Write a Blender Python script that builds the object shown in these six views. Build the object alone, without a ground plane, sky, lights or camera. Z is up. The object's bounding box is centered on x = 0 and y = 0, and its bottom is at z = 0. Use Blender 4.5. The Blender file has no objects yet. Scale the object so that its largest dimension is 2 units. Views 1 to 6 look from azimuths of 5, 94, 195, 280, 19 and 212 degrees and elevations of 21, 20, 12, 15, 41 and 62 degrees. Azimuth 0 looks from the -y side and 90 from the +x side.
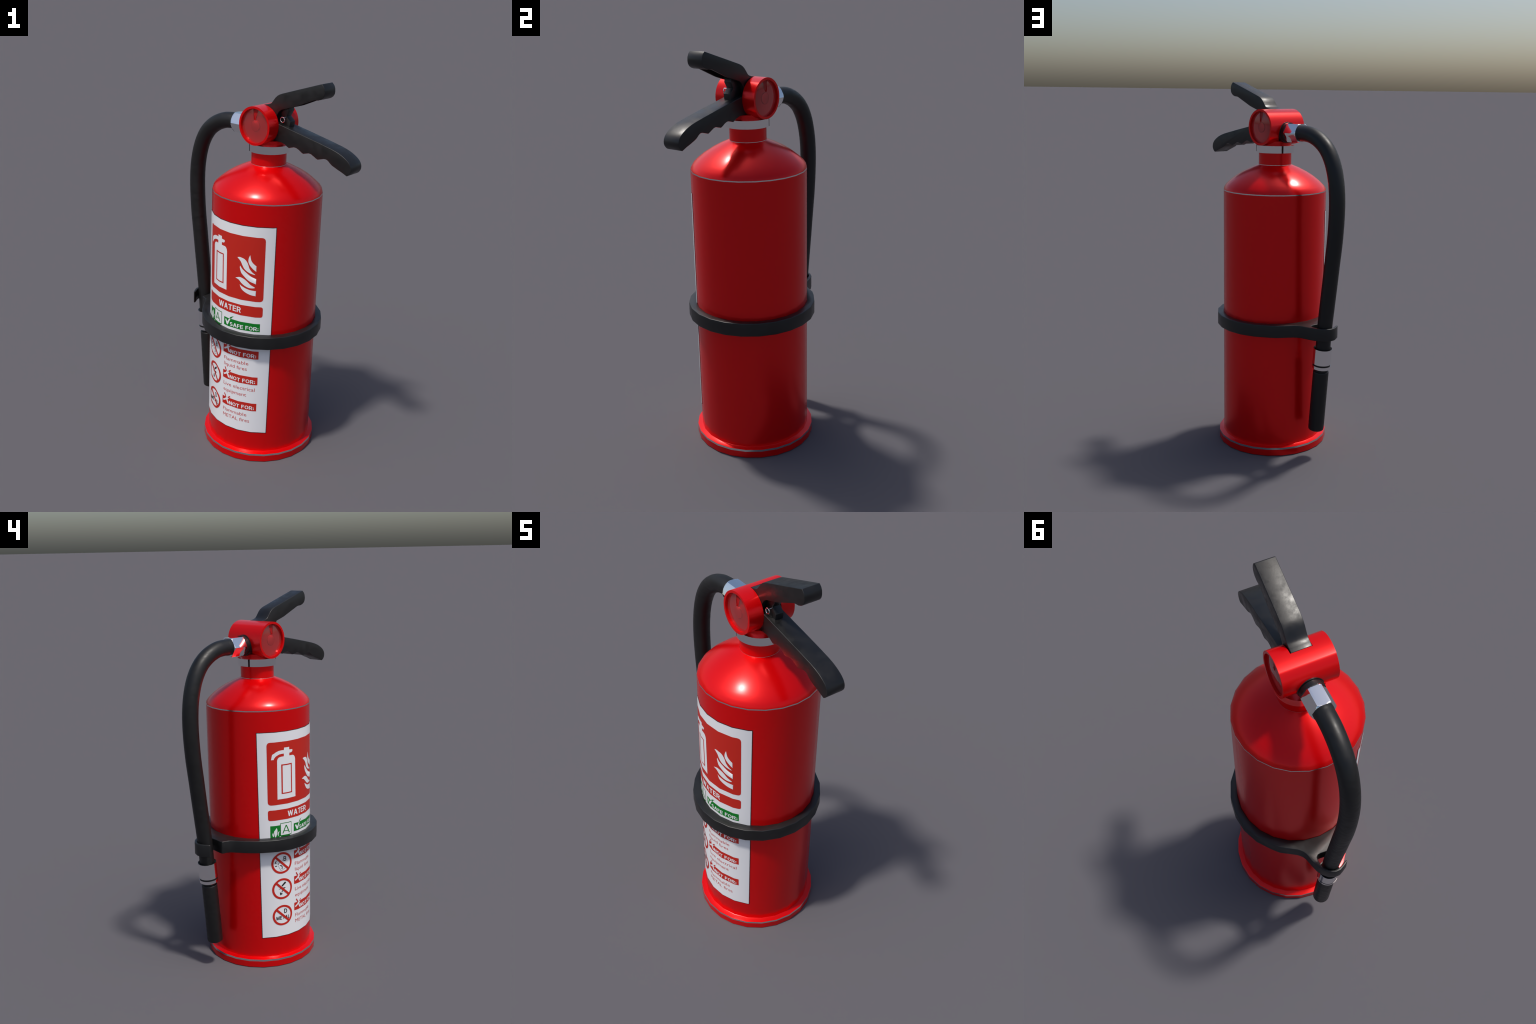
"""Red water fire extinguisher: lathed vessel, valve head, lever, hose, strap and printed label.
Everything is built in a local frame: +x' = the way the handles point, z up, axis of the vessel at x'=y'=0."""
import bpy, bmesh, math
from mathutils import Vector, Matrix

HEADING = math.radians(-34.0)
AXIS_AT = (-0.0015, 0.0010, 0.0)
SIDES = 24                      # the vessel is a 24-sided turning
R_BODY = 0.2805
Z_SHOULDER = 1.4275
VESSEL = (-0.0025, 0.0020)        # the vessel stands a hair off the plane of the handles

# ------------------------------------------------------------------ materials
def nodes_of(name):
    m = bpy.data.materials.new(name)
    m.use_nodes = True
    nt = m.node_tree
    return m, nt, nt.nodes["Principled BSDF"]

def noise(nt, scale, detail=4.0, stretch=None, rough=0.55):
    tc = nt.nodes.new("ShaderNodeTexCoord")
    n = nt.nodes.new("ShaderNodeTexNoise")
    n.inputs["Scale"].default_value = scale
    n.inputs["Detail"].default_value = detail
    n.inputs["Roughness"].default_value = rough
    if stretch:
        mp = nt.nodes.new("ShaderNodeMapping")
        mp.inputs["Scale"].default_value = stretch
        nt.links.new(tc.outputs["Object"], mp.inputs["Vector"])
        nt.links.new(mp.outputs["Vector"], n.inputs["Vector"])
    else:
        nt.links.new(tc.outputs["Object"], n.inputs["Vector"])
    return n

def remap(nt, src, lo, hi, a, b):
    mr = nt.nodes.new("ShaderNodeMapRange")
    for k, v in zip(("From Min", "From Max", "To Min", "To Max"), (lo, hi, a, b)):
        mr.inputs[k].default_value = v
    nt.links.new(src, mr.inputs["Value"])
    return mr.outputs["Result"]

def paint(name, col, rough, wobble=0.04, spec=0.5, scale=9.0, metallic=0.0):
    m, nt, p = nodes_of(name)
    p.inputs["Base Color"].default_value = (*col, 1)
    p.inputs["Specular IOR Level"].default_value = spec
    p.inputs["Metallic"].default_value = metallic
    n = noise(nt, scale)
    nt.links.new(remap(nt, n.outputs["Fac"], 0.35, 0.65, rough - wobble, rough + wobble), p.inputs["Roughness"])
    return m

def metal(name, col, rough):
    m, nt, p = nodes_of(name)
    p.inputs["Base Color"].default_value = (*col, 1)
    p.inputs["Metallic"].default_value = 1.0
    n = noise(nt, 40.0)
    nt.links.new(remap(nt, n.outputs["Fac"], 0.3, 0.7, max(0.0, rough - 0.015), rough + 0.015), p.inputs["Roughness"])
    return m

def black_plastic(name, col, r0, r1, scale=22.0, bump=0.02, stretch=None, spec=0.5):
    """Black moulded plastic or rubber; smudges show as patches of different gloss."""
    m, nt, p = nodes_of(name)
    n = noise(nt, scale, 6.0, stretch, 0.6)
    cr = nt.nodes.new("ShaderNodeValToRGB")
    cr.color_ramp.elements[0].position, cr.color_ramp.elements[1].position = 0.35, 0.7
    cr.color_ramp.elements[0].color = (*[c * 0.85 for c in col], 1)
    cr.color_ramp.elements[1].color = (*[c * 1.2 for c in col], 1)
    nt.links.new(n.outputs["Fac"], cr.inputs["Fac"])
    nt.links.new(cr.outputs["Color"], p.inputs["Base Color"])
    nt.links.new(remap(nt, n.outputs["Fac"], 0.38, 0.66, r0, r1), p.inputs["Roughness"])
    p.inputs["Specular IOR Level"].default_value = spec
    fine = noise(nt, 180.0, 3.0)
    b = nt.nodes.new("ShaderNodeBump")
    b.inputs["Strength"].default_value = bump
    b.inputs["Distance"].default_value = 0.004
    nt.links.new(fine.outputs["Fac"], b.inputs["Height"])
    nt.links.new(b.outputs["Normal"], p.inputs["Normal"])
    return m

def lens_glass():
    """Clear gauge cover."""
    m, nt, p = nodes_of("gauge_glass")
    p.inputs["Base Color"].default_value = (1, 0.8, 0.8, 1)
    p.inputs["Transmission Weight"].default_value = 0.97  # remaining 3% diffuse, tinted pink, paints the ground-reflection veil into the glass
    p.inputs["IOR"].default_value = 1.62
    n = noise(nt, 30.0)
    nt.links.new(remap(nt, n.outputs["Fac"], 0.3, 0.7, 0.02, 0.06), p.inputs["Roughness"])
    return m

RED = paint("red_enamel", (0.81, 0.0005, 0.002), 0.25, 0.006, metallic=0.4)
RED_HEAD = paint("red_anodised_paint", (0.81, 0.0005, 0.002), 0.25, 0.006, metallic=0.4)
CHROME = metal("polished_chrome", (0.93, 0.93, 0.94), 0.04)
STEEL = metal("bare_steel_seam", (0.80, 0.80, 0.82), 0.22)
BLACK = black_plastic("black_satin_metal", (0.009, 0.0085, 0.0085), 0.30, 0.50)
RUBBER = black_plastic("black_rubber", (0.008, 0.008, 0.008), 0.40, 0.54, 26.0, 0.04, (1, 1, 3.0), 0.42)
STRAP = black_plastic("black_strap_plastic", (0.009, 0.0092, 0.0095), 0.36, 0.44, 14.0, 0.02)
GLASS = lens_glass()
GLARE_GAP_RED = paint("glare_gap_red", (0.62, 0.012, 0.015), 0.3, 0.02)
PAPER = paint("label_white", (0.79, 0.79, 0.81), 0.42, 0.03, 0.35)
INK_RED = paint("label_red_ink", (0.52, 0.019, 0.010), 0.42, 0.03, 0.35)
INK_FINE = paint("label_fine_red_ink", (0.56, 0.06, 0.05), 0.42, 0.03, 0.35)
INK_GREEN = paint("label_green_ink", (0.003, 0.19, 0.018), 0.42, 0.03, 0.35)
INK_BLACK = paint("label_black_ink", (0.012, 0.012, 0.013), 0.42, 0.03, 0.35)

# ------------------------------------------------------------------ scene helpers
root = bpy.data.objects.new("fire_extinguisher", None)
bpy.context.scene.collection.objects.link(root)
root.location = AXIS_AT
root.rotation_euler = (0, 0, HEADING)
root["label"] = "tall red water fire extinguisher with black hose and white label"
root["category"] = "fire extinguisher"

def part(name, mesh, mat, parent=None, angle=35):
    mesh.name = name
    mesh.materials.clear()
    mesh.materials.append(mat)
    if angle is not None:
        for f in mesh.polygons:
            f.use_smooth = True
        mesh.set_sharp_from_angle(angle=math.radians(angle))
    o = bpy.data.objects.new(name, mesh)
    bpy.context.scene.collection.objects.link(o)
    o.parent = parent or root
    return o

def to_mesh(bm, name="part"):
    bmesh.ops.recalc_face_normals(bm, faces=bm.faces)
    me = bpy.data.meshes.new(name)
    bm.to_mesh(me); bm.free()
    return me

def lathe(profile, n=SIDES, frame=None, phase=0.0):
    """Turn (radius, height) points round the z axis; a zero radius closes the end."""
    bm = bmesh.new()
    rings = []
    for r, z in profile:
        if r < 1e-6:
            rings.append([bm.verts.new((0, 0, z))])
        else:
            rings.append([bm.verts.new((r * math.cos(phase + 2 * math.pi * i / n), r * math.sin(phase + 2 * math.pi * i / n), z)) for i in range(n)])
    for a, b in zip(rings, rings[1:]):
        for i in range(n):
            j = (i + 1) % n
            if len(a) == 1 and len(b) == 1:
                continue
            if len(a) == 1:
                bm.faces.new((a[0], b[i], b[j]))
            elif len(b) == 1:
                bm.faces.new((a[i], a[j], b[0]))
            else:
                bm.faces.new((a[i], a[j], b[j], b[i]))
    bm.transform(frame if frame is not None else Matrix.Translation((*VESSEL, 0)))
    return to_mesh(bm)

def along_x(x, z, y=0.0):          # lathe axis pointing to -x'
    return Matrix.Translation((x, y, z)) @ Matrix.Rotation(math.radians(-90), 4, "Y")

def along_y(x, y, z, sign):        # lathe axis pointing to +-y'
    return Matrix.Translation((x, y, z)) @ Matrix.Rotation(math.radians(-90 * sign), 4, "X")

def smooth_path(pts, steps=8):
    """Catmull-Rom through 2-D control points."""
    p = [Vector(q) for q in pts]
    p = [2 * p[0] - p[1]] + p + [2 * p[-1] - p[-2]]
    out = []
    for i in range(1, len(p) - 2):
        for k in range(steps):
            t = k / steps
            a, b, c, d = p[i - 1:i + 3]
            out.append(0.5 * (2 * b + (c - a) * t + (2 * a - 5 * b + 4 * c - d) * t * t + (3 * b - a - 3 * c + d) * t ** 3))
    return out + [p[-2]]

def plate(profile, y0, y1, bevel=0.004, seg=3, angle=32):
    """Extrude a side profile (x', z) between two y' planes and round its edges."""
    bm = bmesh.new()
    a = [bm.verts.new((x, y0, z)) for x, z in profile]
    b = [bm.verts.new((x, y1, z)) for x, z in profile]
    n = len(a)
    bm.faces.new(a); bm.faces.new(b[::-1])
    for i in range(n):
        bm.faces.new((a[i], b[i], b[(i + 1) % n], a[(i + 1) % n]))
    return rounded(to_mesh(bm), bevel, seg, angle)

def evaluated(mesh, *mods):
    """Apply modifiers (type, settings) to a mesh and return the result."""
    o = bpy.data.objects.new("work", mesh)
    bpy.context.scene.collection.objects.link(o)
    for kind, settings in mods:
        m = o.modifiers.new(kind, kind)
        for k, v in settings.items():
            setattr(m, k, v)
    dg = bpy.context.evaluated_depsgraph_get()
    dg.update()
    me = bpy.data.meshes.new_from_object(o.evaluated_get(dg))
    bpy.data.objects.remove(o)
    return me

def rounded(mesh, width, seg=3, angle=32):
    return evaluated(mesh, ("BEVEL", dict(width=width, segments=seg, limit_method="ANGLE", angle_limit=math.radians(angle), miter_outer="MITER_ARC")))

def boolean(mesh, tools, op="DIFFERENCE"):
    for t in tools:
        to = bpy.data.objects.new("tool", t)
        bpy.context.scene.collection.objects.link(to)
        mesh = evaluated(mesh, ("BOOLEAN", dict(object=to, operation=op, solver="EXACT")))
        bpy.data.objects.remove(to)
    return mesh

def box(x0, x1, y0, y1, z0, z1):
    bm = bmesh.new()
    bmesh.ops.create_cube(bm, size=1)
    bmesh.ops.scale(bm, vec=(x1 - x0, y1 - y0, z1 - z0), verts=bm.verts)
    bmesh.ops.translate(bm, vec=((x0 + x1) / 2, (y0 + y1) / 2, (z0 + z1) / 2), verts=bm.verts)
    return to_mesh(bm)

# ------------------------------------------------------------------ vessel
part("cylinder_wall", lathe([(R_BODY, 0.0455), (R_BODY, 0.108), (R_BODY, 0.7), (R_BODY, Z_SHOULDER - 0.0035)]), RED, angle=60)
part("base_flange_top", lathe([(0.3053, 0.0440), (0.2830, 0.0478), (R_BODY - 0.001, 0.0500)]), RED, angle=60)
part("base_flange", lathe([(0, 0.004), (0.26, 0.004), (0.272, 0.0), (0.3055, 0.0), (0.3055, 0.0335)]), RED)
part("base_edge_trim", lathe([(0.3055, 0.0335), (0.3053, 0.0440)]), STEEL, angle=80)
dome = [(0.2806, 1.4294), (0.2780, 1.4390), (0.2665, 1.4560), (0.2450, 1.4765), (0.2150, 1.5000), (0.1775, 1.5235), (0.1330, 1.5460), (0.0893, 1.5642)]
part("shoulder_dome", lathe(dome), RED, angle=80)
part("shoulder_seam", lathe([(R_BODY + 0.0002, 1.4240), (R_BODY + 0.0002, 1.4294)]), STEEL, angle=40)
NECK = 32
part("neck_seam", lathe([(0.0893, 1.5640), (0.0892, 1.5660)], NECK), STEEL)
part("neck", lathe([(0.0888, 1.5640), (0.0888, 1.6310)], NECK), RED)
part("collar_ring", lathe([(0.085, 1.6296), (0.1038, 1.6296), (0.1038, 1.6680), (0.085, 1.6680)], 40), CHROME)
part("valve_pedestal", lathe([(0.0888, 1.6660), (0.0888, 1.6915), (0.0875, 1.6925), (0, 1.6925)], NECK), RED_HEAD)

# ------------------------------------------------------------------ valve head with two gauge windows
HX, HZ, HR, HY, HYC = -0.0085, 1.7648, 0.0952, 0.1155, -0.0005
RIM = 0.0842
slug = lathe([(0, -HY), (HR, -HY), (HR, HY), (0, HY)], 56, along_y(HX, HYC, HZ, 1))
cuts = [box(-0.0095, 0.2, -0.0442, 0.0466, 1.6928, 1.95)]
for s in (1, -1):
    cuts.append(lathe([(0, -0.020), (RIM, -0.020), (RIM, 0.02), (0, 0.02)], 56, along_y(HX, HYC + s * HY, HZ, s)))
head = part("valve_head", rounded(boolean(slug, cuts), 0.0011, 2, 40), RED_HEAD, angle=30)
for s in (1, -1):
    y_end = HYC + s * HY
    knob = lathe([(0.027, -0.021), (0.027, -0.0155), (0.0255, -0.0135), (0.023, -0.0127), (0, -0.0127)], 40, along_y(HX, y_end, HZ, s))
    part("gauge_knob", knob, RED_HEAD, head)
    # glass cover: a shallow dome, cut open above the knob where its reflection breaks
    bm = bmesh.new()
    n, rings = 64, (0.004, 0.03, 0.055, 0.072, RIM + 0.0004)
    grid = []
    for r in rings:
        h = -0.0125 + 0.0085 * (1 - (r / RIM) ** 2)
        grid.append([bm.verts.new((HX + r * math.cos(2 * math.pi * i / n), y_end + s * h, HZ + r * math.sin(2 * math.pi * i / n))) for i in range(n)])
    for a, b in zip(grid, grid[1:]):
        for i in range(n):
            ang = math.degrees(2 * math.pi * (i + 0.5) / n)
            if 76 < ang < 104 and b is not grid[1]:
                continue
            bm.faces.new((a[i], a[(i + 1) % n], b[(i + 1) % n], b[i]))
    bm.faces.new(grid[0])
    part("gauge_glass", to_mesh(bm), GLASS, head, 60)
    bm = bmesh.new()                # red plate modelling the wedge of glass without ground reflection
    fan = [(0.030, 90)] + [(RIM - 0.0005, 104.0 - 28.0 * k / 6) for k in range(7)]
    vs = [bm.verts.new((HX + r * math.cos(math.radians(a)), y_end + s * (-0.0135 + 0.0085 * (1 - (r / RIM) ** 2)), HZ + r * math.sin(math.radians(a)))) for r, a in fan]
    bm.faces.new(vs)
    bmesh.ops.solidify(bm, geom=bm.faces[:], thickness=0.002)
    part("modelled_glare_gap", to_mesh(bm), GLARE_GAP_RED, head, 30)

# ------------------------------------------------------------------ lever, carry handle, lock
lever_profile = [(x - 0.0030, z) for x, z in [(-0.0058, 1.8602), (0.012, 1.8632), (0.026, 1.8670), (0.036, 1.8722), (0.044, 1.8810), (0.053, 1.8930), (0.062, 1.9040), (0.073, 1.9140),
                 (0.087, 1.9218), (0.102, 1.9275), (0.180, 1.9530), (0.3255, 2.0000), (0.3370, 1.9890), (0.3430, 1.9760), (0.3447, 1.9600), (0.3425, 1.9470),
                 (0.3355, 1.9360), (0.3240, 1.9280), (0.3080, 1.9225), (0.2920, 1.9215), (0.2790, 1.9190), (0.2250, 1.8955), (0.1710, 1.8720), (0.1250, 1.8575),
                 (0.1030, 1.8510), (0.0870, 1.8400), (0.0755, 1.8230), (0.0690, 1.8020), (0.0540, 1.7860), (-0.0058, 1.7860)]]
bm = bmesh.new()                    # the lever is hollow underneath, open between the tip and the lock
gap = [(0.121, 1.840), (0.121, 1.9050), (0.275, 1.9530), (0.275, 1.900)]
va, vb = [[bm.verts.new((x, y, z)) for x, z in gap] for y in (-0.0345, 0.0331)]
bm.faces.new(va); bm.faces.new(vb[::-1])
for i in range(4):
    bm.faces.new((va[i], vb[i], vb[(i + 1) % 4], va[(i + 1) % 4]))
lever = boolean(plate(lever_profile, -0.0430, 0.0428, 0.0020, 3, 38), [to_mesh(bm)])
part("squeeze_lever", lever, BLACK, angle=30)
grip_profile = [(-0.0090, 1.7985), (0.085, 1.7790), (0.1717, 1.7607), (0.2570, 1.7430), (0.3380, 1.7255), (0.4000, 1.7112), (0.4250, 1.7040), (0.4420, 1.6978), (0.4560, 1.6918),
                (0.4690, 1.6850), (0.4800, 1.6785), (0.4900, 1.6715), (0.4985, 1.6640), (0.5060, 1.6545), (0.5100, 1.6460), (0.5120, 1.6370), (0.5118, 1.6270), (0.5095, 1.6200), (0.5065, 1.6148), (0.5000, 1.6070), (0.4910, 1.6006),
                (0.4625, 1.6130), (0.4350, 1.6232), (0.4060, 1.6352), (0.3950, 1.6425), (0.3850, 1.6510), (0.3770, 1.6560), (0.3700, 1.6580),
                (0.3580, 1.6580), (0.3230, 1.6480), (0.3130, 1.6520), (0.2970, 1.6605), (0.2840, 1.6670), (0.2700, 1.6688), (0.2380, 1.6605), (0.2290, 1.6640), (0.2100, 1.6755), (0.1960, 1.6810),
                (0.1810, 1.6822), (0.1520, 1.6733), (0.1430, 1.6770), (0.1270, 1.6868), (0.1050, 1.6932), (0.060, 1.6938), (-0.0090, 1.6938)]
part("carry_handle", plate(grip_profile, -0.0437, 0.0462, 0.0022, 3, 40), BLACK, angle=38)
lock_profile = [(0.030, 1.7700), (0.132, 1.7560), (0.1330, 1.7650), (0.1375, 1.7945), (0.1130, 1.8185), (0.1300, 1.8465), (0.1260, 1.8640), (0.030, 1.8640), (0.060, 1.8200)]
lock = part("safety_lock", plate(lock_profile, -0.0215, 0.0185, 0.0012, 2), BLACK, angle=30)
bm = bmesh.new()                    # split-ring of the pull pin, plus its little shank
N1, N2, RR, rr = 32, 10, 0.0122, 0.0020
loops = []
for i in range(N1):
    a = 2 * math.pi * i / N1
    loops.append([bm.verts.new((0.1035 + (RR + rr * math.cos(2 * math.pi * j / N2)) * math.cos(a), -0.0385 + rr * math.sin(2 * math.pi * j / N2),
                                1.8025 + (RR + rr * math.cos(2 * math.pi * j / N2)) * math.sin(a))) for j in range(N2)])
for i in range(N1):
    for j in range(N2):
        bm.faces.new((loops[i][j], loops[(i + 1) % N1][j], loops[(i + 1) % N1][(j + 1) % N2], loops[i][(j + 1) % N2]))
part("pull_pin_ring", to_mesh(bm), CHROME, lock)
part("pull_pin", lathe([(0, -0.002), (0.0022, -0.002), (0.0022, 0.03), (0, 0.03)], 12, along_y(0.110, -0.038, 1.8135, 1)), CHROME, lock)

# ------------------------------------------------------------------ hose, nut, nozzle
HOSE_Z, HOSE_Y = 1.7400, 0.005
part("hose_gasket", lathe([(0.0, 0.070), (0.0555, 0.070), (0.0565, 0.088), (0.0555, 0.1035), (0.0505, 0.1050), (0.0505, 0.1075), (0.0525, 0.1090), (0.0525, 0.1275), (0, 0.1275)], 32,
                           along_x(0, HOSE_Z, HOSE_Y * 0.6)), BLACK)
apothem = 0.0485
bm = bmesh.new()                    # hexagon nut, flat on top, its ends turned down to a cone
N_NUT, rows = 72, []
for x, cone in ((0.1255, 0.0), (0.1255, 0.0490), (0.1275, 0.0512), (0.1310, 0.0545), (0.1345, 0.0600), (0.2105, 0.0600), (0.2140, 0.0545), (0.2175, 0.0510), (0.2185, 0.0495), (0.2185, 0.0)):
    row = []
    for i in range(N_NUT):
        a = 2 * math.pi * i / N_NUT
        flat = ((math.degrees(a) - 60) % 60) - 30          # angle from the middle of the nearest flat, flats at top and bottom
        r = min(cone, apothem / math.cos(math.radians(flat)) ** 0.9)
        row.append(bm.verts.new((-x, HOSE_Y * 0.6 + r * math.cos(a), HOSE_Z + r * math.sin(a))))
    rows.append(row)
for a, b in zip(rows, rows[1:]):
    for i in range(N_NUT):
        bm.faces.new((a[i], a[(i + 1) % N_NUT], b[(i + 1) % N_NUT], b[i]))
bmesh.ops.remove_doubles(bm, verts=bm.verts, dist=1e-5)
nut = to_mesh(bm)
part("hose_nut", nut, CHROME, angle=32)

def sweep(path, radii, n=24):
    """Round tube along a path in the x'z plane."""
    bm = bmesh.new()
    rings = []
    for i, p in enumerate(path):
        t = (path[min(i + 1, len(path) - 1)] - path[max(i - 1, 0)]).normalized()
        side = Vector((-t.y, t.x))
        r = radii(i / (len(path) - 1))
        ring = []
        for k in range(n):
            a = 2 * math.pi * k / n
            ring.append(bm.verts.new((p.x + side.x * r * math.cos(a), HOSE_Y + r * math.sin(a), p.y + side.y * r * math.cos(a))))
        rings.append(ring)
    for a, b in zip(rings, rings[1:]):
        for k in range(n):
            bm.faces.new((a[k], a[(k + 1) % n], b[(k + 1) % n], b[k]))
    bm.faces.new(rings[0]); bm.faces.new(rings[-1])
    return to_mesh(bm)

hose_line = [(-0.190, HOSE_Z), (-0.225, 1.7405), (-0.257, 1.7400), (-0.303, 1.7325), (-0.3605, 1.7078), (-0.413, 1.6652), (-0.4528, 1.6022), (-0.4778, 1.5240), (-0.4903, 1.4350),
             (-0.4912, 1.3300), (-0.4825, 1.2050), (-0.4680, 1.0900), (-0.4525, 0.9650), (-0.4370, 0.8450), (-0.4252, 0.7500), (-0.4172, 0.6600), (-0.4120, 0.6000)]
hose = part("hose", sweep(smooth_path(hose_line, 5), lambda t: 0.0412 - 0.0017 * min(1.0, max(0.0, (t - 0.55) / 0.4)) + 0.0016 * math.exp(-((t - 0.055) / 0.012) ** 2)), RUBBER, angle=60)

TIP = (-0.4250, 0.7500)
tilt = math.atan(0.0867)
def on_nozzle(z):                   # frame whose z axis runs down the nozzle, origin on its axis at height z
    return Matrix.Translation((TIP[0] + (TIP[1] - z) * 0.0867, HOSE_Y, z)) @ Matrix.Rotation(math.pi - tilt, 4, "Y")
ferrule = part("hose_ferrule", lathe([(0.0405, 0.030), (0.0435, 0.004), (0.0478, 0.0008), (0.0492, 0.0012), (0.0492, 0.0860), (0.0455, 0.0864), (0.0455, 0.0954), (0.0494, 0.0958),
                                   (0.0494, 0.1120), (0.0488, 0.1130), (0, 0.1130)], 40, on_nozzle(0.6235)), CHROME, angle=30)
part("ferrule_groove", lathe([(0.0490, 0.0862), (0.0470, 0.0868), (0.0470, 0.0950), (0.0488, 0.0954)], 40, on_nozzle(0.6235)), BLACK, ferrule)
part("ferrule_seal", lathe([(0.039, 0.004), (0.0445, 0.0005), (0.0488, 0.0), (0.0490, 0.0012)], 40, on_nozzle(0.6235)), BLACK, ferrule)
part("nozzle", lathe([(0.0355, -0.022), (0.0355, 0.001), (0.0395, 0.0015), (0.0415, 0.004), (0.0420, 0.010), (0.0424, 0.334), (0.0414, 0.3405), (0.0385, 0.3435), (0.030, 0.3440), (0.028, 0.341), (0.028, 0.26), (0, 0.26)],
                     32, on_nozzle(0.4945)), RUBBER, angle=45)

# ------------------------------------------------------------------ strap with the hose hook
R_STRAP, Z_LO, Z_HI = 0.3195, 0.6762, 0.7432
outline = [(-0.0060 + R_STRAP * math.cos(math.radians(a)), -0.0018 + R_STRAP * math.sin(math.radians(a))) for a in range(-135, 136, 15)]
hook = [(-0.262, 0.196), (-0.285, 0.159), (-0.308, 0.123), (-0.326, 0.1055), (-0.345, 0.0960), (-0.385, 0.0865), (-0.418, 0.0760), (-0.4455, 0.0600), (-0.4680, 0.0370),
        (-0.4800, 0.0080), (-0.4790, -0.0160), (-0.4680, -0.0380), (-0.4545, -0.0600), (-0.4490, -0.0640), (-0.4440, -0.0600), (-0.4500, -0.0450), (-0.4605, -0.0260),
        (-0.4665, -0.0080), (-0.4660, 0.0120), (-0.4560, 0.0320), (-0.4380, 0.0475), (-0.4150, 0.0570), (-0.3920, 0.0600), (-0.3760, 0.0580), (-0.3670, 0.0490), (-0.3655, 0.0350),
        (-0.3690, -0.0100), (-0.3755, -0.0600), (-0.3740, -0.0740), (-0.3640, -0.0790), (-0.3480, -0.0830), (-0.3330, -0.0930), (-0.3120, -0.1240), (-0.2880, -0.1620), (-0.262, -0.196)]
bm = bmesh.new()
lo = [bm.verts.new((x, y, Z_LO)) for x, y in outline + hook]
hi = [bm.verts.new((x, y, Z_HI)) for x, y in outline + hook]
bm.faces.new(lo[::-1]); bm.faces.new(hi)
for i in range(len(lo)):
    j = (i + 1) % len(lo)
    bm.faces.new((lo[i], lo[j], hi[j], hi[i]))
core = lathe([(0, 0.6), (0.2800, 0.6), (0.2800, 0.8), (0, 0.8)])
strap = rounded(boolean(to_mesh(bm), [core]), 0.0055, 3, 50)
part("strap", strap, STRAP, angle=40)

# ------------------------------------------------------------------ printed label, wrapped on the 24-sided wall
M = R_BODY * math.pi / 180          # metres of arc per degree
C15, HALF = 15.0, 7.5

def wrap(name, shapes, lift, mat, parent, rim=False):
    """shapes: list of (points [(degrees from label centre, height)], faces or None). Cut at the wall's corners, then lay on the wall."""
    bm = bmesh.new()
    for i, (pts, faces) in enumerate(shapes):
        vs = [bm.verts.new((a, z, 0.00003 * (i % 9))) for a, z in pts]   # overlapping strokes never share a plane
        for f in (faces or [range(len(vs))]):
            try:
                bm.faces.new([vs[i] for i in f])
            except ValueError:
                pass
    bm.normal_update()
    bmesh.ops.triangulate(bm, faces=[f for f in bm.faces if len(f.verts) > 4], ngon_method="EAR_CLIP")
    for k in range(-4, 5):
        bmesh.ops.bisect_plane(bm, geom=bm.verts[:] + bm.edges[:] + bm.faces[:], plane_co=(k * C15, 0, 0), plane_no=(1, 0, 0))
    bm.normal_update()
    for f in bm.faces:
        if f.normal.z < 0:
            f.normal_flip()
    if rim:
        edges = [e for e in bm.edges if e.is_boundary]
        new = bmesh.ops.extrude_edge_only(bm, edges=edges)["geom"]
        for v in new:
            if isinstance(v, bmesh.types.BMVert):
                v.co.z = -1
    normals = []
    for v in bm.verts:
        a, z = v.co.x, v.co.y
        local = ((a % C15) - HALF)
        r = R_BODY * math.cos(math.radians(HALF)) / math.cos(math.radians(local)) + (lift + v.co.z if v.co.z > -0.5 else -0.001)
        t = math.radians(a - 90.0)
        v.co = (VESSEL[0] + r * math.cos(t), VESSEL[1] + r * math.sin(t), z)
        normals.append((math.cos(t), math.sin(t), 0.0))
    me = bpy.data.meshes.new(name)
    bm.to_mesh(me); bm.free()
    o = part(name, me, mat, parent, None)
    for f in me.polygons:
        f.use_smooth = True
    me.normals_split_custom_set_from_vertices(normals)
    return o

def rect(a0, a1, z0, z1):
    return ([(a0, z0), (a1, z0), (a1, z1), (a0, z1)], None)

def rounded_quad(corners, r, n=6):
    """Convex quad (degrees, height), counter-clockwise, with rounded corners of r metres."""
    pts = [Vector((a * M, z)) for a, z in corners]
    out = []
    for i, p in enumerate(pts):
        d0, d1 = (pts[i - 1] - p).normalized(), (pts[(i + 1) % 4] - p).normalized()
        for k in range(n + 1):
            t = k / n
            q = (1 - t) ** 2 * (p + d0 * r) + 2 * t * (1 - t) * p + t * t * (p + d1 * r)
            out.append((q.x / M, q.y))
    return (out, None)

def blob(pts, steps=4):
    """Closed smooth outline through points given in (degrees, height); sharp at the first point."""
    return ([tuple(p) for p in smooth_path(list(pts) + [pts[0]], steps)][:-1], None)

def stroke(pts, w):
    """Polyline of constant width w metres."""
    p = [Vector((a * M, z)) for a, z in pts]
    left, right = [], []
    for i, q in enumerate(p):
        t = (p[min(i + 1, len(p) - 1)] - p[max(i - 1, 0)]).normalized()
        n = Vector((-t.y, t.x)) * w / 2
        left.append(q + n); right.append(q - n)
    ring = right + left[::-1]
    nn, m = len(ring), len(p)
    faces = [(i, i + 1, nn - 2 - i, nn - 1 - i) for i in range(m - 1)]
    return ([(v.x / M, v.y) for v in ring], faces)

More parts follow.
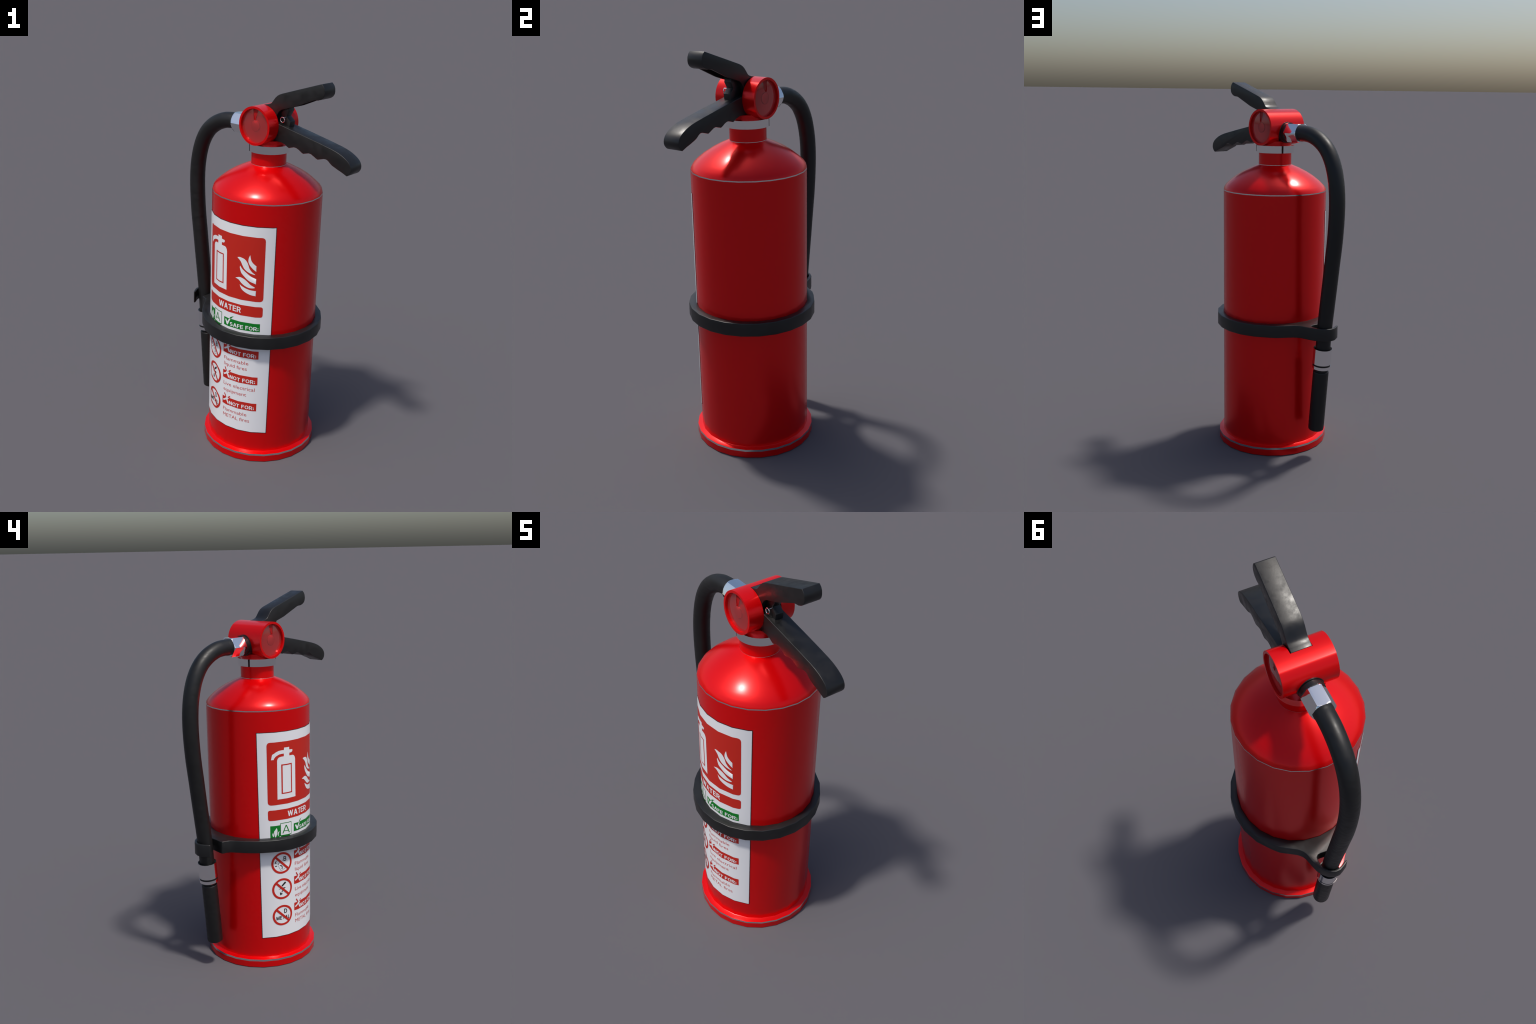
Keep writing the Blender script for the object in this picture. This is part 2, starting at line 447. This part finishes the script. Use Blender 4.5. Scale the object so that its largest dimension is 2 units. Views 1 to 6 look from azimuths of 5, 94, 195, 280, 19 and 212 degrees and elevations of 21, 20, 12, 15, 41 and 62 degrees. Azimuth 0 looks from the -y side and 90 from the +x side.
def ring_shape(a, z, r0, r1, n=48):
    pts = [(a + r / M * math.cos(2 * math.pi * i / n), z + r * math.sin(2 * math.pi * i / n)) for r in (r0, r1) for i in range(n)]
    return (pts, [(i, (i + 1) % n, n + (i + 1) % n, n + i) for i in range(n)])

def glyphs(text, a0, a1, base, cap, bold=0.0):
    """Built-in font, fitted so capitals are `cap` metres tall and the line runs from a0 to a1 degrees."""
    def mesh_of(s):
        c = bpy.data.curves.new("glyphs", "FONT")
        c.body, c.resolution_u, c.offset = s, 3, bold
        o = bpy.data.objects.new("glyphs", c)
        bpy.context.scene.collection.objects.link(o)
        dg = bpy.context.evaluated_depsgraph_get(); dg.update()
        me = bpy.data.meshes.new_from_object(o.evaluated_get(dg))
        pts, faces = [tuple(v.co[:2]) for v in me.vertices], [tuple(f.vertices) for f in me.polygons]
        bpy.data.objects.remove(o); bpy.data.curves.remove(c); bpy.data.meshes.remove(me)
        return pts, faces
    h, _ = mesh_of("H")
    hy0, hy1 = min(p[1] for p in h), max(p[1] for p in h)
    pts, faces = mesh_of(text)
    x0, x1 = min(p[0] for p in pts), max(p[0] for p in pts)
    return ([(a0 + (x - x0) / (x1 - x0) * (a1 - a0), base + (y - hy0) / (hy1 - hy0) * cap) for x, y in pts], faces)

def block(text, a0, a1, base, cap, t=0.20):
    """Plain block capitals built from bars and arcs; t is the stroke as a share of cap height."""
    e = t * 0.43
    m = 1 - e
    def v(x, y0=0.0, y1=1.0): return [(x - t / 2, y0), (x + t / 2, y0), (x + t / 2, y1), (x - t / 2, y1)]
    def h(y, x0, x1): return [(x0, y - e), (x1, y - e), (x1, y + e), (x0, y + e)]
    def d(x0, y0, x1, y1, w=0.56): return [(x0 - t * w, y0), (x0 + t * w, y0), (x1 + t * w, y1), (x1 - t * w, y1)]
    def arc(cx, cy, rx, ry, s0, s1, n=14):
        pts = []
        for sx, sy in ((t / 2, e), (-t / 2, -e)):
            for k in range(n + 1):
                q = math.radians(s0 + (s1 - s0) * k / n)
                pts.append((cx + (rx + sx) * math.cos(q), cy + (ry + sy) * math.sin(q)))
        return (pts, [(k, k + 1, n + 2 + k, n + 1 + k) for k in range(n)])
    g = t / 2
    font = {
        "A": (0.86, [d(t * .56, 0, .43, 1), d(.86 - t * .56, 0, .43, 1), h(.29, .2, .66)]),
        "B": (0.72, [v(g), h(m, g, .42), h(e, g, .42), h(.52, g, .42), arc(.42, (m + .52) / 2, .21, (m - .52) / 2, -90, 90), arc(.42, (.52 + e) / 2, .24, (.52 - e) / 2, -90, 90)]),
        "D": (0.76, [v(g), h(m, g, .36), h(e, g, .36), arc(.36, .5, .40 - g, .5 - e, -90, 90)]),
        "E": (0.66, [v(g), h(m, g, .64), h(.52, g, .60), h(e, g, .66)]),
        "F": (0.62, [v(g), h(m, g, .62), h(.50, g, .56)]),
        "L": (0.58, [v(g), h(e, g, .58)]),
        "M": (0.90, [v(g), v(.90 - g), d(t * .56, 1, .45, 0, .5), d(.90 - t * .56, 1, .45, 0, .5)]),
        "N": (0.74, [v(g), v(.74 - g), d(t * .56, 1, .74 - t * .56, 0)]),
        "O": (0.84, [arc(.42, .5, .42 - g, .5 - e, 0, 360, 32)]),
        "R": (0.76, [v(g), h(m, g, .44), h(.46, g, .44), arc(.44, (m + .46) / 2, .28 - g, (m - .46) / 2, -90, 90), d(.42, .46, .76 - t * .56, 0)]),
        "S": (0.70, [arc(.35, (m + .5) / 2, .33 - g, (m - .5) / 2, 25, 270), arc(.35, (.5 + e) / 2, .35 - g, (.5 - e) / 2, 90, -155)]),
        "T": (0.72, [v(.36), h(m, 0, .72)]),
        "W": (1.16, [d(t * .5, 1, .33, 0, .5), d(.58, 1, .33, 0, .5), d(.58, 1, .83, 0, .5), d(1.16 - t * .5, 1, .83, 0, .5)]),
        ":": (0.20, [v(.1, .06, .27), v(.1, .50, .71)]),
        " ": (0.26, [])}
    out, x = [], 0.0
    for ch in text:
        w, pieces = font[ch]
        for p in pieces:
            pts, faces = p if isinstance(p, tuple) else (p, None)
            out.append(([(x + px, py) for px, py in pts], faces))
        x += w + 0.10
    x -= 0.10
    return [([(a0 + px / x * (a1 - a0), base + py * cap) for px, py in pts], faces) for pts, faces in out]

L0, L1, L2, L3, L4 = 0.0012, 0.0019, 0.0024, 0.0029, 0.0034
TOP, BOT = 1.3167, 0.1618
def sheet(inset_a, inset_z):
    return ([(-46.35 + inset_a, BOT + inset_z), (46.75 - inset_a, BOT + inset_z), (49.0 - inset_a, TOP - inset_z), (-49.1 + inset_a, TOP - inset_z)], None)
label = wrap("label", [sheet(0, 0)], L0, INK_BLACK, None, True)
wrap("label_sheet", [sheet(0.62, 0.0031)], L1, PAPER, label, True)
wrap("sign_panel", [rounded_quad([(-37.75, 0.9235), (38.1, 0.9235), (38.55, 1.2625), (-38.25, 1.2625)], 0.020)], L2, INK_RED, label)
wrap("title_bar", [rounded_quad([(-37.65, 0.8380), (38.0, 0.8380), (38.15, 0.8955), (-37.85, 0.8955)], 0.013)], L2, INK_RED, label)
wrap("title_lettering", block("WATER", -14.9, 15.2, 0.8508, 0.0312), L3, PAPER, label)

# extinguisher symbol: body, neck, hose arm and lever drawn as overlapping-free pieces
bottle = [([(-26.9, 0.9526), (-3.7, 0.9526), (-4.0, 1.1600), (-4.5, 1.1705), (-5.6, 1.1785), (-7.3, 1.1825), (-12.1, 1.1830), (-12.1, 1.1975), (-9.4, 1.1985), (-8.1, 1.2025), (-7.7, 1.2080),
            (-7.9, 1.2135), (-12.2, 1.2155), (-12.3, 1.2293), (-18.6, 1.2293), (-18.8, 1.2165), (-21.8, 1.2165), (-25.0, 1.2150), (-28.5, 1.2085), (-32.3, 1.1975), (-33.0, 1.1850), (-33.6, 1.1693),
            (-30.9, 1.1693), (-30.2, 1.1775), (-28.6, 1.1865), (-24.5, 1.1958), (-21.5, 1.1975), (-18.9, 1.1980), (-18.9, 1.1832), (-22.5, 1.1825), (-24.8, 1.1795), (-26.2, 1.1730), (-26.9, 1.1630)], None)]
symbol = wrap("extinguisher_symbol", bottle, L3, PAPER, label)
frame = [(-22.2, 1.1409), (-8.8, 1.1409), (-8.5, 0.9803), (-22.0, 0.9803), (-20.6, 1.1348), (-10.2, 1.1348), (-9.9, 0.9862), (-20.45, 0.9862)]
wrap("symbol_frame", [(frame, [(0, 1, 5, 4), (1, 2, 6, 5), (2, 3, 7, 6), (3, 0, 4, 7)])], L4, INK_RED, label)

flames = [
    [(23.3, 1.1683), (21.85, 1.1499), (21.7, 1.1310), (23.4, 1.1134), (26.7, 1.0966), (29.9, 1.0862), (29.95, 1.0870), (30.0, 1.1140), (29.9, 1.1150), (26.8, 1.1263), (24.6, 1.1410)],
    [(9.4, 1.1466), (13.35, 1.1291), (15.5, 1.1096), (17.55, 1.0925), (20.9, 1.0791), (24.8, 1.0710), (29.2, 1.0682), (25.8, 1.0798), (23.0, 1.0969), (21.5, 1.1174), (19.5, 1.1346), (16.7, 1.1457), (12.6, 1.1500)],
    [(12.9, 1.1057), (12.7, 1.0933), (14.0, 1.0729), (15.8, 1.0610), (20.1, 1.0403), (24.0, 1.0282), (29.85, 1.0195), (29.9, 1.0200), (30.05, 1.0465), (30.0, 1.0470), (24.9, 1.0561), (20.4, 1.0706), (15.9, 1.0883)],
    [(7.6, 1.0357), (11.6, 1.0293), (14.6, 1.0160), (18.1, 1.0029), (22.6, 0.9942), (26.8, 0.9945), (29.2, 0.9999), (24.6, 1.0109), (20.7, 1.0271), (16.7, 1.0401), (12.7, 1.0442)],
    [(12.9, 1.0055), (14.2, 0.9902), (16.6, 0.9760), (20.0, 0.9654), (25.0, 0.9568), (29.95, 0.9551), (30.0, 0.9556), (30.1, 0.9815), (30.05, 0.9820), (23.7, 0.9835), (18.2, 0.9914)]]
for f in flames:
    wrap("flame_symbol", [blob(f, 4)], L3, PAPER, label)

# fire-class square with the letter A, and the "safe for" bar
wrap("class_square", [rect(-35.4, -12.1, 0.6700, 0.8087)], L2, INK_GREEN, label)
g = [blob([(-28.3, 0.7963), (-29.8, 0.7870), (-31.2, 0.7779), (-31.2, 0.7640), (-29.8, 0.7440), (-28.2, 0.7585), (-27.4, 0.7756), (-27.7, 0.7884)], 3),
     blob([(-32.4, 0.7720), (-33.3, 0.7600), (-32.1, 0.7470), (-31.5, 0.7555)], 3),
     blob([(-25.0, 0.7780), (-26.9, 0.7677), (-27.2, 0.7579), (-26.1, 0.7490), (-26.1, 0.7609), (-25.5, 0.7693)], 3),
     blob([(-25.8, 0.7400), (-24.6, 0.7460), (-23.2, 0.7440), (-22.4, 0.7380), (-23.8, 0.7330)], 3)]
wrap("flame_symbol", g, L3, PAPER, label)
wrap("class_card", [rect(-23.9, -10.15, 0.7500, 0.8180)], L3, PAPER, label)
wrap("class_card_border", [stroke([(-23.7, 0.7494), (-23.7, 0.8177)], 0.0034), stroke([(-10.2, 0.7494), (-10.2, 0.8177)], 0.0024),
                           stroke([(-23.9, 0.8180), (-10.0, 0.8180)], 0.0034), stroke([(-23.9, 0.7502), (-10.0, 0.7502)], 0.0034)], L4, INK_GREEN, label)
wrap("class_letter", block("A", -21.6, -12.3, 0.7605, 0.0450, 0.10), L4, INK_GREEN, label)
wrap("safe_bar", [rect(-6.35, 35.8, 0.7573, 0.8020)], L2, INK_GREEN, label)
wrap("safe_lettering", block("SAFE FOR:", 2.1, 34.4, 0.7630, 0.0212), L3, PAPER, label)
wrap("tick_mark", [blob([(-4.6, 0.7893), (-3.5, 0.7938), (-2.5, 0.7900), (-1.6, 0.7812), (-0.2, 0.7900), (1.2, 0.8000), (2.9, 0.8024), (1.4, 0.7870), (0.2, 0.7720), (-1.0, 0.7642), (-2.4, 0.7680), (-3.5, 0.7790)], 3)], L3, PAPER, label)
wrap("tick_tail", [blob([(1.3, 0.8024), (3.2, 0.8130), (6.6, 0.8200), (4.6, 0.8115), (3.0, 0.8022)], 3)], L3, INK_GREEN, label)

# three "not for" bars with their crosses and captions
def caption(rows):
    return [glyphs(t, a0, a1, z, h, 0.0) for t, a0, a1, z, h in rows]
for z, rows, scale in ((0.6010, (("Flammable", -5.1, 25.0, 0.5610, 0.0190), ("liquid fires", -5.0, 23.5, 0.5280, 0.0190)), 1.0),
                       (0.4507, (("Live electrical", -5.1, 32.8, 0.4115, 0.0198), ("equipment", -5.0, 23.6, 0.3755, 0.0198)), 0.996),
                       (0.2940, (("Flammable", -5.1, 24.6, 0.2558, 0.0190), ("METAL fires", -5.0, 27.9, 0.2208, 0.0200)), 0.988)):
    wrap("warning_bar", [rect(-6.35, 35.5 * scale, z, z + 0.0455)], L2, INK_RED, label)
    wrap("warning_lettering", block("NOT FOR:", 3.5 * scale, 33.0 * scale, z + 0.0065, 0.0218), L3, PAPER, label)
    wrap("cross_mark", [stroke([(-4.9, z + 0.0210), (-2.8, z + 0.0270), (2.6, z + 0.0440)], 0.0088), stroke([(2.5, z + 0.0100), (0.9, z + 0.0280), (-0.6, z + 0.0440)], 0.0088)], L3, PAPER, label)
    wrap("cross_tail", [stroke([(-3.3, z + 0.0655), (-2.2, z + 0.0560), (-1.0, z + 0.0450)], 0.0068), stroke([(1.9, z + 0.0455), (3.2, z + 0.0510), (4.6, z + 0.0555)], 0.0062)], L3, INK_RED, label)
    wrap("caption", caption(rows), L2, INK_FINE, label)

# prohibition rounds
for a, z, r in ((-22.4, 0.5930, 0.0612), (-22.0, 0.4430, 0.0605), (-21.95, 0.2868, 0.0600)):
    d = (r - 0.006) * 0.7071
    wrap("prohibition_round", [ring_shape(a, z, r - 0.0118, r)], L3, INK_RED, label)
    wrap("prohibition_bar", [stroke([(a - d / M, z + d), (a + d / M, z - d)], 0.0118)], L4, INK_RED, label)
wrap("class_letter", block("B", -20.6, -17.3, 0.6020, 0.0268), L2, INK_BLACK, label)
wrap("class_letter", block("D", -20.3, -16.6, 0.2965, 0.0262), L2, INK_BLACK, label)
wrap("metal_lettering", block("ME", -29.9, -23.0, 0.2625, 0.0212) + block("TAL", -22.2, -13.6, 0.2632, 0.0205), L2, INK_BLACK, label)
wrap("bolt_symbol", [([(-18.9, 0.4830), (-17.5, 0.4745), (-22.2, 0.4555), (-23.4, 0.4612)], None), ([(-26.9, 0.4418), (-23.6, 0.4494), (-17.8, 0.4487), (-20.6, 0.4395), (-21.2, 0.4440)], None),
                     ([(-20.3, 0.4430), (-21.4, 0.4310), (-22.6, 0.4215), (-23.6, 0.4235), (-22.2, 0.4330), (-21.6, 0.4400)], None), ([(-25.3, 0.4250), (-24.9, 0.4065), (-21.7, 0.4128), (-23.2, 0.4180)], None)], L2, INK_BLACK, label)
splash = [stroke([(-27.3, 0.5825), (-23.4, 0.5478)], 0.0012), stroke([(-23.4, 0.5478), (-18.9, 0.5600)], 0.0012), stroke([(-25.0, 0.5802), (-23.3, 0.5790), (-22.0, 0.5700), (-22.5, 0.5580)], 0.0046),
          stroke([(-30.8, 0.5800), (-28.4, 0.5800)], 0.0048), stroke([(-30.5, 0.5935), (-30.2, 0.6020), (-29.2, 0.6090)], 0.0050), stroke([(-28.8, 0.6120), (-27.6, 0.6150)], 0.0032), stroke([(-27.4, 0.5870), (-26.4, 0.5930)], 0.0050),
          stroke([(-29.0, 0.5920), (-28.4, 0.5985)], 0.0028), stroke([(-26.6, 0.6040), (-25.5, 0.6080)], 0.0030), stroke([(-24.8, 0.5990), (-25.9, 0.5930)], 0.0026), stroke([(-21.2, 0.6075), (-22.2, 0.6100)], 0.0028)]
wrap("spill_symbol", splash, L2, INK_BLACK, label)
